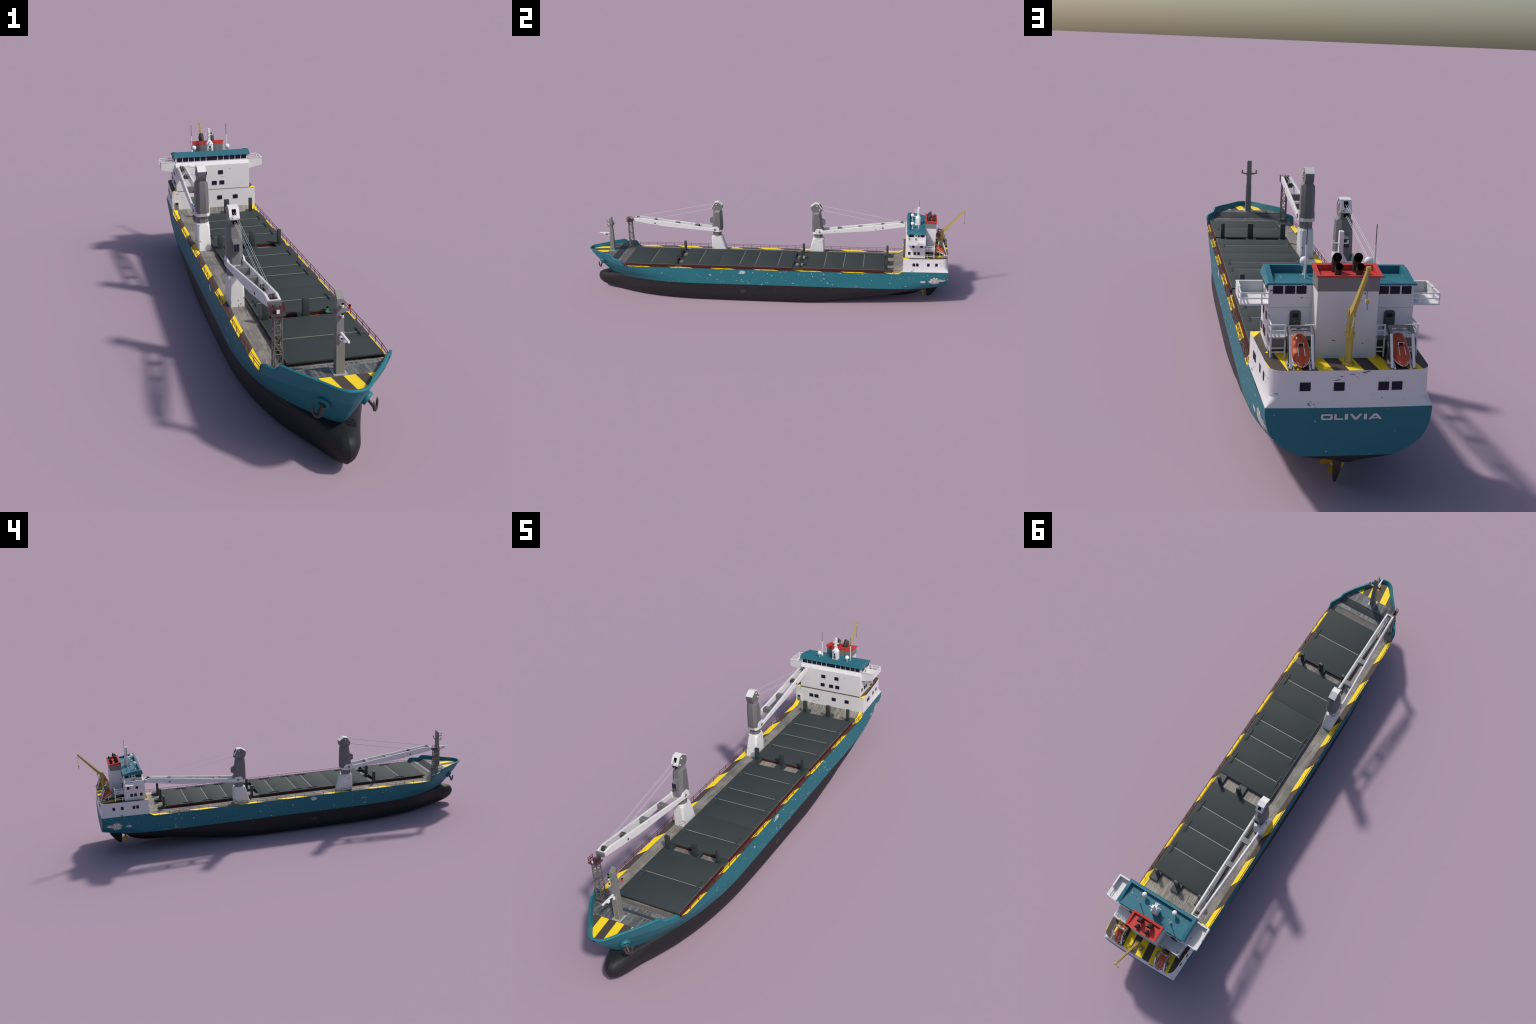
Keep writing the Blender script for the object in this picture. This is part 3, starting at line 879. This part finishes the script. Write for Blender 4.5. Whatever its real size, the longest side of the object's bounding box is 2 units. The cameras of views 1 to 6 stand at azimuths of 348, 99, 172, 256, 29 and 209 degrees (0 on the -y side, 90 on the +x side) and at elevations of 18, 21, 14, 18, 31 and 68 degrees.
    tower = b.done("deck_crane", ['grey', 'crane_white', 'flat_black', 'glass'], smooth=25)
    # pivot cheeks either side
    b = B()
    hub = [(-.3410, .2955), (-.3410, .3150), (-.3330, .3220), (-.3060, .3230), (-.2975, .3140), (-.2950, .2935), (-.3150, .2930)]
    for sx in (1, -1):
        b.prism([(Y(y), Z(z)) for y, z in hub], 'x', sx * .0205, sx * .0250, 0)
        b.prism([(Y(y), Z(z)) for y, z in ((-.3390, .292), (-.3390, .3150), (-.2990, .3150), (-.2960, .3000), (-.2960, .292))], 'x', sx * .0180, sx * .0208, 0)
        b.rod((sx * .0240, Y(-.3215), Z(.3070)), (sx * .0275, Y(-.3215), Z(.3070)), .0060, 16, 1)
    cheeks = b.done("jib_pivot", ['crane_white', 'mast_grey'], smooth=25)
    # jib: two box beams, deeper in the middle, slightly converging, joined by cross boxes
    def seg(pts, y):
        for (a, za), (c, zc) in zip(pts[:-1], pts[1:]):
            if y <= c: return lerp(za, zc, (y - a) / (c - a))
        return pts[-1][1]
    def up(y): return seg([(-.772, .3592), (-.740, .3635), (-.320, .3118)], y)
    def dn(y): return seg([(-.772, .3430), (-.595, .3172), (-.320, .2970)], y)
    def bx(y): return lerp(.0160, .0272, (y + .772) / .445)     # outer face offset
    beams = []
    for sx in (1, -1):
        b = B(); rings = []
        for y in (-.7715, -.740, -.595, -.325):
            xo, xi = sx * bx(y), sx * (bx(y) - .0070)
            u, d = up(y), dn(y)
            c = .0012
            rings.append([V((xo, Y(y), Z(d))), V((xo, Y(y), Z(u - c))), V((xo - sx * c, Y(y), Z(u))), V((xi + sx * c, Y(y), Z(u))), V((xi, Y(y), Z(u - c))), V((xi, Y(y), Z(d)))])
        b.loft(rings)
        # round eyes on the outer face where the sheave axle passes
        xa = bx(-.655)
        b.rod((sx * xa, Y(-.655), Z(.335)), (sx * (xa + .0010), Y(-.655), Z(.335)), .0042, 12, 1)
        beams.append(b.done("jib_beam", ['crane_white', 'dark_grey'], smooth=0))
    b = B()
    for y in (-.425, -.535):
        w = bx(y) - .0075
        zc = (up(y) + dn(y)) / 2 + .001
        b.box(-w, w, Y(y - .0095), Y(y + .0095), Z(zc - .0105), Z(zc + .0095), 0)
        b.bar((-w, Y(y - .0095), Z(zc + .0097)), (w, Y(y - .0095), Z(zc + .0097)), .0008, .0008, 1)
    w = bx(-.7705)
    b.box(-w, w, Y(-.7722), Y(-.7695), Z(.3545), Z(.3590), 2)
    b.box(-w, w, Y(-.7705), Y(-.7640), Z(.3435), Z(.3540), 0)
    b.box(-w + .001, w - .001, Y(-.7790), Y(-.7722), Z(.3440), Z(.3570), 0)
    cross = b.done("jib_cross_beam", ['grey', 'edge_grey', 'crane_white'], smooth=0)
    # sheaves
    b = B()
    for y, z, r in ((-.655, .3470, .0092), (-.754, .3590, .0080)):
        for x, t in ((-.0035, .0022), (.0035, .0022)):
            b.rod((x - t, Y(y), Z(z)), (x + t, Y(y), Z(z)), r, 18, 0)
        w = bx(y) - .006
        b.rod((-w, Y(y), Z(z)), (w, Y(y), Z(z)), .0022, 8, 1)
        for sx in (1, -1): b.rod((sx * .0065, Y(y), Z(z)), (sx * .0085, Y(y), Z(z)), r * .62, 14, 1)
    sh = b.done("jib_sheave", ['rust', 'mast_grey'], smooth=40)
    # hoist wires
    b = B()
    for x in (-.0022, .0022):
        b.rod((x, Y(-.329), Z(.447)), (x, Y(-.754), Z(.3665)), .00042, 5)
        b.rod((x * .8, Y(-.333), Z(.4215)), (x * .8, Y(-.655), Z(.3560)), .00042, 5)
        b.rod((x * 1.6, Y(-.655), Z(.3555)), (x * 1.6, Y(-.752), Z(.3660)), .0005, 5)
    wires = b.done("hoist_wire", 'rope', smooth=50)
    for o in [ped, drum, cheeks, cross, sh, wires] + beams:
        put(o, tower)
    tower.location = loc; tower.rotation_euler = (0, 0, rot)
    return tower
crane((-.1215, -.309, DECK), 0)
crane((-.1205, .2375, DECK), math.pi)

# ------------------------------------------------------------------ jib rest: lattice tower on the fore deck
def tower_rest():
    b = B(); cx, cy = -.1225, -.8010
    z0, z1 = .1965, .3365
    def leg(sx, sy, z):
        t = (z - z0) / (z1 - z0); k = lerp(1.0, .88, t)
        return V((cx + sx * .0095 * k, cy + sy * .0115 * k, z))
    lv = [z0 + (z1 - z0) * i / 6 for i in range(7)]
    for sx in (1, -1):
        for sy in (1, -1): b.rod(leg(sx, sy, z0), leg(sx, sy, z1), .0019, 8)
    cor = [(1, 1), (1, -1), (-1, -1), (-1, 1)]
    for i in range(6):
        for k in range(4):
            a, c = cor[k], cor[(k + 1) % 4]
            p, q = (a, c) if (i + k) % 2 else (c, a)
            b.rod(leg(*p, lv[i]), leg(*q, lv[i + 1]), .0010, 6)
            b.rod(leg(*a, lv[i + 1]), leg(*c, lv[i + 1]), .0011, 6)
    b.box(cx - .013, cx + .013, cy - .0155, cy + .0155, .1955, .1990)
    T = b.done("lattice_tower", 'lattice', smooth=40)
    b = B()
    b.box(cx - .0160, cx + .0160, cy - .0165, cy + .0160, .3360, .3405)
    b.box(cx - .0045, cx + .0045, cy - .0120, cy + .0300, .3405, .3500, 0)
    b.box(cx - .0040, cx + .0040, cy - .0140, cy - .0122, .3415, .3505, 1)
    b.done("tower_platform", ['dark_grey', 'rail_white'], parent=T, smooth=0)
    r = B()
    e, f = .0150, .0150
    for h in (.3585, .3500):
        for sx in (1, -1):
            r.bar((cx + sx * e, cy - f, h), (cx + sx * e, cy + f * .55, h), .0012, .0012)
            r.bar((cx + sx * e, cy - f, h), (cx + sx * .0052, cy - f, h), .0012, .0012)
            r.bar((cx + sx * .0052, cy - f, h), (cx + sx * .0052, cy - f * .2, h), .0012, .0012)
    for sx in (1, -1):
        for x, y in ((e, -f), (e, -f * .25), (e, f * .55), (.0052, -f), (.0052, -f * .2)):
            r.bar((cx + sx * x, cy + y, .3405), (cx + sx * x, cy + y, .3588), .0013, .0013)
    r.done("tower_railing", 'rail_red', parent=T, smooth=0)
tower_rest()

# ------------------------------------------------------------------ foremast
b = B()
def mring(z, x, y0, y1, zb=None):
    return [V((-x, y0, z)), V((x, y0, z)), V((x, y1, zb if zb else z)), V((-x, y1, zb if zb else z))]
b.loft([mring(.2125, .0095, -.8835, -.8605), mring(.3120, .0088, -.8810, -.8612)])
b.loft([mring(.3100, .0082, -.8785, -.8614), mring(.3870, .0080, -.8770, -.8620, .4020)])
b.box(-.0165, .0165, -.8895, -.8560, .2125, .2140, 1)
for sx in (1, -1): b.rod((sx * .0094, -.8836, .214), (sx * .0087, -.8811, .312), .0005, 4, 1)
# light brackets
for z in (.3720, .3490):
    b.hexa([V((x, y, zz)) for x in (-.0035, .0035) for y, zz in ((-.8960, z), (-.8960, z + .0018), (-.8760, z - .0050), (-.8760, z + .0018))])
for sx in (1, -1):
    b.hexa([V((sx * x, y, zz)) for x, dz in ((.0070, -.0050), (.0295, 0)) for y in (-.8665, -.8595) for zz in (.3555 + dz, .3575)])
FM = b.done("foremast", ['mast_grey', 'edge_grey'], smooth=0)
b = B()
def lamp(p, slot):
    x, y, z = p
    b.rod((x, y, z), (x, y, z + .0062), .0026, 12, slot); b.rod((x, y, z + .0062), (x, y, z + .0090), .0026, 12, 3)
lamp((0, -.8925, .3738), 0); lamp((0, -.8925, .3508), 0)
lamp((.0255, -.863, .3575), 1); lamp((-.0255, -.863, .3575), 2)
b.done("navigation_lamp", ['rail_white', 'red_light', 'green_light', 'flat_black'], parent=FM, smooth=40)
b = B()
b.bar((0, -.8800, .2985), (0, -.8890, .2990), .0085, .0085)
b.bar((0, -.8880, .3000), (0, -.9080, .3025), .0035, .0040, 1)
b.box(-.0040, .0040, -.9150, -.9060, .3015, .3090)
b.bar((0, -.9380, .3112), (0, -.8840, .3112), .0048, .0042)
b.done("radar_scanner", ['rail_white', 'dark_grey'], parent=FM, smooth=0)

# ------------------------------------------------------------------ anchors in their hawse pipes
def anchor(sg):
    c = V((sg * .0455, -.9160, .1700))
    n = V((sg * .67, -.53, -.50)).normalized()
    b = B()
    q = n.to_track_quat('Z', 'Y').to_matrix().to_4x4()
    Tm = Matrix.Translation(c) @ q
    b.lathe([(.0165, -.016), (.0165, -.002), (.0150, .0015), (.0165, .0045), (.0165, .0095), (.0148, .0118), (.0110, .0118), (.0090, .0060)], None, 24, 0, Tm)
    H = b.done("hawse_pipe", 'rim', smooth=40)
    b = B()
    t = V((-n.y * sg, n.x * sg, 0)).normalized()         # along the hull
    p0 = c + n * .004
    crown = V((sg * .0665, -.9285, .1420))
    b.bar(p0, crown, .0050, .0050)
    for k in (1, -1):
        a0 = crown; a1 = crown + t * k * .0095 + V((0, 0, .0035)); a2 = crown + t * k * .0118 + V((0, 0, .0165))
        b.bar(a0, a1, .0052, .0050); b.bar(a1, a2, .0048, .0046)
        tip = a2 + V((0, 0, .0085)) - t * k * .001
        b.loft([[a2 + t * .0045 + n * .0022, a2 - t * .0045 + n * .0022, a2 - t * .0045 - n * .0022, a2 + t * .0045 - n * .0022],
                [tip + t * .0006, tip - t * .0006, tip - t * .0006 - n * .0006, tip + t * .0006 - n * .0006]])
    b.bar(crown - t * .0060, crown + t * .0060, .0062, .0056)
    b.done("anchor", 'rust', parent=H, smooth=30)
anchor(1); anchor(-1)

# ------------------------------------------------------------------ propeller and rudder
b = B()
hubc = V((0, .800, .0270))
b.lathe([(.001, -.012), (.0045, -.009), (.0055, .004), (.0030, .010), (.0005, .0125)], None, 14, 0, Matrix.Translation(hubc) @ Matrix.Rotation(-math.pi / 2, 4, 'X'))
for k in range(4):
    a = math.pi / 2 * k + .10
    rd = V((math.cos(a), 0, math.sin(a))); tg = V((-math.sin(a), 0, math.cos(a)))
    prof = [(.004, .0040), (.009, .0085), (.015, .0108), (.0205, .0090), (.0245, .0025)]
    rings = []
    for r, w in prof:
        pitch = .9 - r * 22
        dv = tg * math.cos(pitch) + V((0, 1, 0)) * math.sin(pitch); nn = rd.cross(dv)
        cc = hubc + rd * r
        rings.append([cc + dv * w, cc + nn * .0007, cc - dv * w, cc - nn * .0007])
    b.loft(rings)
b.done("propeller", 'bronze', smooth=50)
b = B(); rings = []
for z, y0, y1, t in ((.0008, .8215, .8330, .0028), (.006, .8190, .8400, .0045), (.020, .8175, .8520, .0055), (.035, .8170, .8640, .0058), (.048, .8170, .8740, .0056), (.066, .8170, .8780, .0050)):
    pr = []
    for i in range(16):
        a = 2 * math.pi * i / 16
        u = (1 - math.cos(a)) / 2
        pr.append(V((t * math.sin(a) * (1 - .55 * u), lerp(y0, y1, u), z)))
    rings.append(pr)
b.loft(rings)
b.done("rudder", 'black', smooth=50)

# ------------------------------------------------------------------ stern provision crane
b = B()
PX, PY = .0005, .8868
def oct_ring(z, r, n=8, y=PY): return [V((PX + r * math.cos(math.pi/8 + 2*math.pi*i/n), y + r * math.sin(math.pi/8 + 2*math.pi*i/n), z)) for i in range(n)]
for z0, z1, r0, r1 in ((.265, .2695, .0118, .0118), (.2695, .3185, .0070, .0070), (.3185, .3270, .0092, .0092), (.3270, .3420, .0077, .0077)):
    b.loft([oct_ring(z0, r0), oct_ring(z1, r1)])
b.prism([(.8805, .340), (.8950, .340), (.8955, .352), (.8925, .372), (.8870, .374), (.8815, .370), (.8795, .360)], 'x', -.0055, .0055)
b.rod((-.0068, .8880, .3660), (.0068, .8880, .3660), .0065, 14)
# jib
def jr(p, w, h):
    d = V((0, .105, .110)).normalized(); u = V((0, -d.z, d.y))
    return [p + V((a * w, 0, 0)) + u * (c * h) for a, c in ((-1, -1), (1, -1), (1, 1), (-1, 1))]
b.loft([jr(V((PX, .8880, .3615)), .0040, .0055), jr(V((PX, .9060, .3770)), .0042, .0068), jr(V((PX, .9100, .3810)), .0034, .0058), jr(V((PX, .9945, .4725)), .0026, .0036)])
b.rod((-.0030, .9935, .4730), (.0040, .9935, .4730), .0046, 12)
b.bar((0, .9085, .3750), (0, .9120, .3640), .005, .005)
PC = b.done("stern_crane", 'yellow', smooth=30)
b = B()
b.rod((0, .9115, .3660), (0, .9010, .3380), .0015, 8, 0); b.rod((0, .9025, .3420), (0, .8965, .3230), .0028, 8, 1)
b.done("stern_crane_ram", ['rope', 'yellow'], parent=PC, smooth=40)
b = B()
for y in (.9935, .9975):
    b.rod((PX, y, .4725), (PX, y - .0005, .4200), .0004, 5)
b.rod((PX, .9930, .4775), (PX, .8900, .3725), .0004, 5)
b.done("stern_crane_wire", 'grey', parent=PC, smooth=40)
b = B()
b.box(-.0028, .0028, .9920, .9985, .4135, .4205, 0, .0008)
b.rod((0, .9953, .4140), (0, .9953, .4085), .0011, 8, 1)
pts = [V((0, .9953 + .0030 * math.sin(a), .4055 + .0030 * math.cos(a))) for a in [i * .5 for i in range(0, 10)]]
b.path(pts, .0009, 6, 1)
b.done("cargo_hook", ['yellow', 'hook'], parent=PC, smooth=40)

# ------------------------------------------------------------------ free-fall lifeboats on their ramps
def lifeboat(cx):
    stern, bow = V((cx, .8580, .3040)), V((cx, .9165, .2700))
    ax = (bow - stern).normalized(); up = V((1, 0, 0)).cross(ax).normalized()
    if up.z < 0: up = -up
    L = (bow - stern).length
    sd = V((1, 0, 0))
    def P(t, x, h): return stern + ax * (t * L) + sd * x + up * h
    wid = [(0, .0138), (.08, .0150), (.3, .0166), (.55, .0172), (.75, .0150), (.9, .0090), (.97, .0042), (1, .0008)]
    keel = [(0, -.0060), (.4, -.0085), (.8, -.0065), (1, .0010)]
    crown = [(0, .0150), (.10, .0178), (.30, .0180), (.38, .0165), (.46, .0118), (.60, .0112), (.8, .0088), (1, .0035)]
    b = B(); rings = []
    ts = [0, .04, .10, .2, .3, .34, .38, .42, .46, .55, .65, .75, .84, .91, .96, 1]
    for t in ts:
        w, k, c = pchip(wid, t), pchip(keel, t), pchip(crown, t)
        ring = []
        for i in range(20):
            a = 2 * math.pi * i / 20
            x = w * math.copysign(abs(math.cos(a)) ** .75, math.cos(a))
            s = math.sin(a)
            h = (c * abs(s) ** .9) if s > 0 else (k * abs(s) ** .7)
            if s > 0: x *= 1 - .38 * s * s * (1 if t < .45 else .5)
            ring.append(P(t, x, h + .0020))
        rings.append(ring)
    b.loft(rings)
    boat = b.done("lifeboat", 'orange', smooth=45)
    b = B()
    # white fender line, grab rails and window
    for sx in (1, -1):
        b.path([P(t, sx * (pchip(wid, t) + .0003), .0022) for t in [.02 + .98 * i / 22 for i in range(23)]], .0009, 6, 0)
        b.path([P(t, sx * .0052 * (1 + .15 * t), pchip(crown, t) + .0024) for t in (.47, .55, .65, .74)], .0007, 5, 0)
        b.path([P(t, sx * (pchip(wid, t) * .80), .0055) for t in (.83, .88, .93)], .0006, 5, 0)
        b.box(*sorted((cx + sx * .0142, cx + sx * .0155)), .8755, .8790, .2970, .3000, 0)
    p = [P(t, x, h) for x in (-.0055, .0055) for t, h in ((.385, .0140), (.375, .0195), (.445, .0120), (.425, .0160))]
    b.hexa(p, 0)
    p = [P(t, x, h) for x in (-.0042, .0042) for t, h in ((.390, .0140), (.3875, .0190), (.4470, .0125), (.434, .0166))]
    b.hexa(p, 1)
    b.done("lifeboat_fitting", ['rail_white', 'glass'], parent=boat, smooth=40)
    # launching frame
    b = B()
    for sx in (1, -1):
        x = cx + sx * .0205
        b.bar((x, .9125, .2670), (x, .8905, .3250), .0042, .0052, 0, side=(1, 0, 0))
        b.bar((x, .8910, .3240), (x, .8710, .3335), .0042, .0050, 1, side=(1, 0, 0))
        xx = x + sx * .0032
        b.bar((xx, .9060, .2760), (xx, .8870, .3240), .0016, .0050, 2, side=(1, 0, 0))
        b.bar((xx, .8875, .3235), (xx, .8705, .3320), .0016, .0050, 2, side=(1, 0, 0))
        xi = cx + sx * .0150
        b.bar((xi, .9150, .2655), (xi, .8560, .2960), .0030, .0036, 0, side=(1, 0, 0))
        b.bar((x, .8715, .3330), (x, .8665, .3220), .0030, .0034, 3, side=(1, 0, 0))
        b.bar((xi, .8570, .2650), (xi, .8570, .2980), .0024, .0026, 3, side=(1, 0, 0))
        b.bar((xi, .8760, .2850), (xi, .8760, .2660), .0022, .0024, 0, side=(1, 0, 0))
        b.box(x - .0045, x + .0045, .8800, .9140, .2652, .2690, 3)
        b.box(x - .004, x + .004, .8880, .8960, .2690, .2760, 3)
        b.rod((x - .005, .8990, .2730), (x + .005, .8990, .2730), .0035, 10, 0)
    b.box(cx - .0225, cx + .0225, .8695, .8740, .3305, .3350, 3)
    b.box(cx - .0200, cx + .0200, .8660, .8690, .3235, .3260, 3)
    for sx in (1, -1): b.box(*sorted((cx + sx * .006, cx + sx * .014)), .8665, .8710, .3265, .3300, 0)
    b.box(cx - .0170, cx + .0170, .8540, .8580, .2940, .2985, 3)
    b.done("launching_frame", ['rail_white', 'mast_grey', 'dark_grey', 'mast_grey'], parent=boat, smooth=0)
lifeboat(.0905); lifeboat(-.0960)

# ------------------------------------------------------------------ ship's name on the transom
def name_letters():
    h, st = .0110, .0042                         # cap height, stem width
    W = {'O': .0215, 'L': .0165, 'I': .0058, 'V': .0235, 'A': .0255}
    text = "OLIVIA"; gap = .0030
    total = sum(W[c] for c in text) + gap * (len(text) - 1)
    cur = 0.0
    z0 = .1722
    def yat(z): return .9192 + bulge(0) - bulge(.155)
    def place(u, v, out=0):  # u runs to the reader's right = -x
        z = z0 + v
        x = -.0040 + total / 2 - u
        return V((x, .9192 + bulge(x) - bulge(.155) + out, z))
    def poly(b, pts, holes=None):
        b.loft([[place(u, v, -.0008) for u, v in pts], [place(u, v, .0004) for u, v in pts]])
    for ch in text:
        b = B(); w = W[ch]; o = cur
        if ch == 'O':
            def rr(i, r):
                out = []
                for cxs, cys, a0 in ((w - i - r, h - i - r, 0), (i + r, h - i - r, 90), (i + r, i + r, 180), (w - i - r, i + r, 270)):
                    for k in range(4):
                        a = math.radians(a0 + 30 * k); out.append((o + cxs + r * math.cos(a), cys + r * math.sin(a)))
                return out
            oa, ia = rr(0, .0030), rr(.0030, .0008)
            ia = [(o + w / 2 + (u - o - w / 2) * .86, v) for u, v in ia]
            b.loft([[place(*p, -.0008) for p in oa], [place(*p, .0004) for p in oa], [place(*p, .0004) for p in ia], [place(*p, -.0008) for p in ia]], 0, True, False, False)
        elif ch == 'L':
            poly(b, [(o, 0), (o + w, 0), (o + w, .0028), (o + st, .0028), (o + st, h), (o, h)])
        elif ch == 'I':
            poly(b, [(o, 0), (o + w, 0), (o + w, h), (o, h)])
        elif ch == 'V':
            m = o + w / 2
            poly(b, [(m - .0028, 0), (m + .0028, 0), (o + w, h), (o + w - st * 1.25, h), (m, .0036), (o + st * 1.25, h), (o, h)])
        else:
            m = o + w / 2
            poly(b, [(o, 0), (o + st * 1.25, 0), (m, .0076), (o + w - st * 1.25, 0), (o + w, 0), (m + .0030, h), (m - .0030, h)])
            poly(b, [(m - .0060, .0016), (m + .0060, .0016), (m + .0045, .0036), (m - .0045, .0036)])
        b.done("name_letter", 'letter', smooth=0)
        cur += w + gap
name_letters()
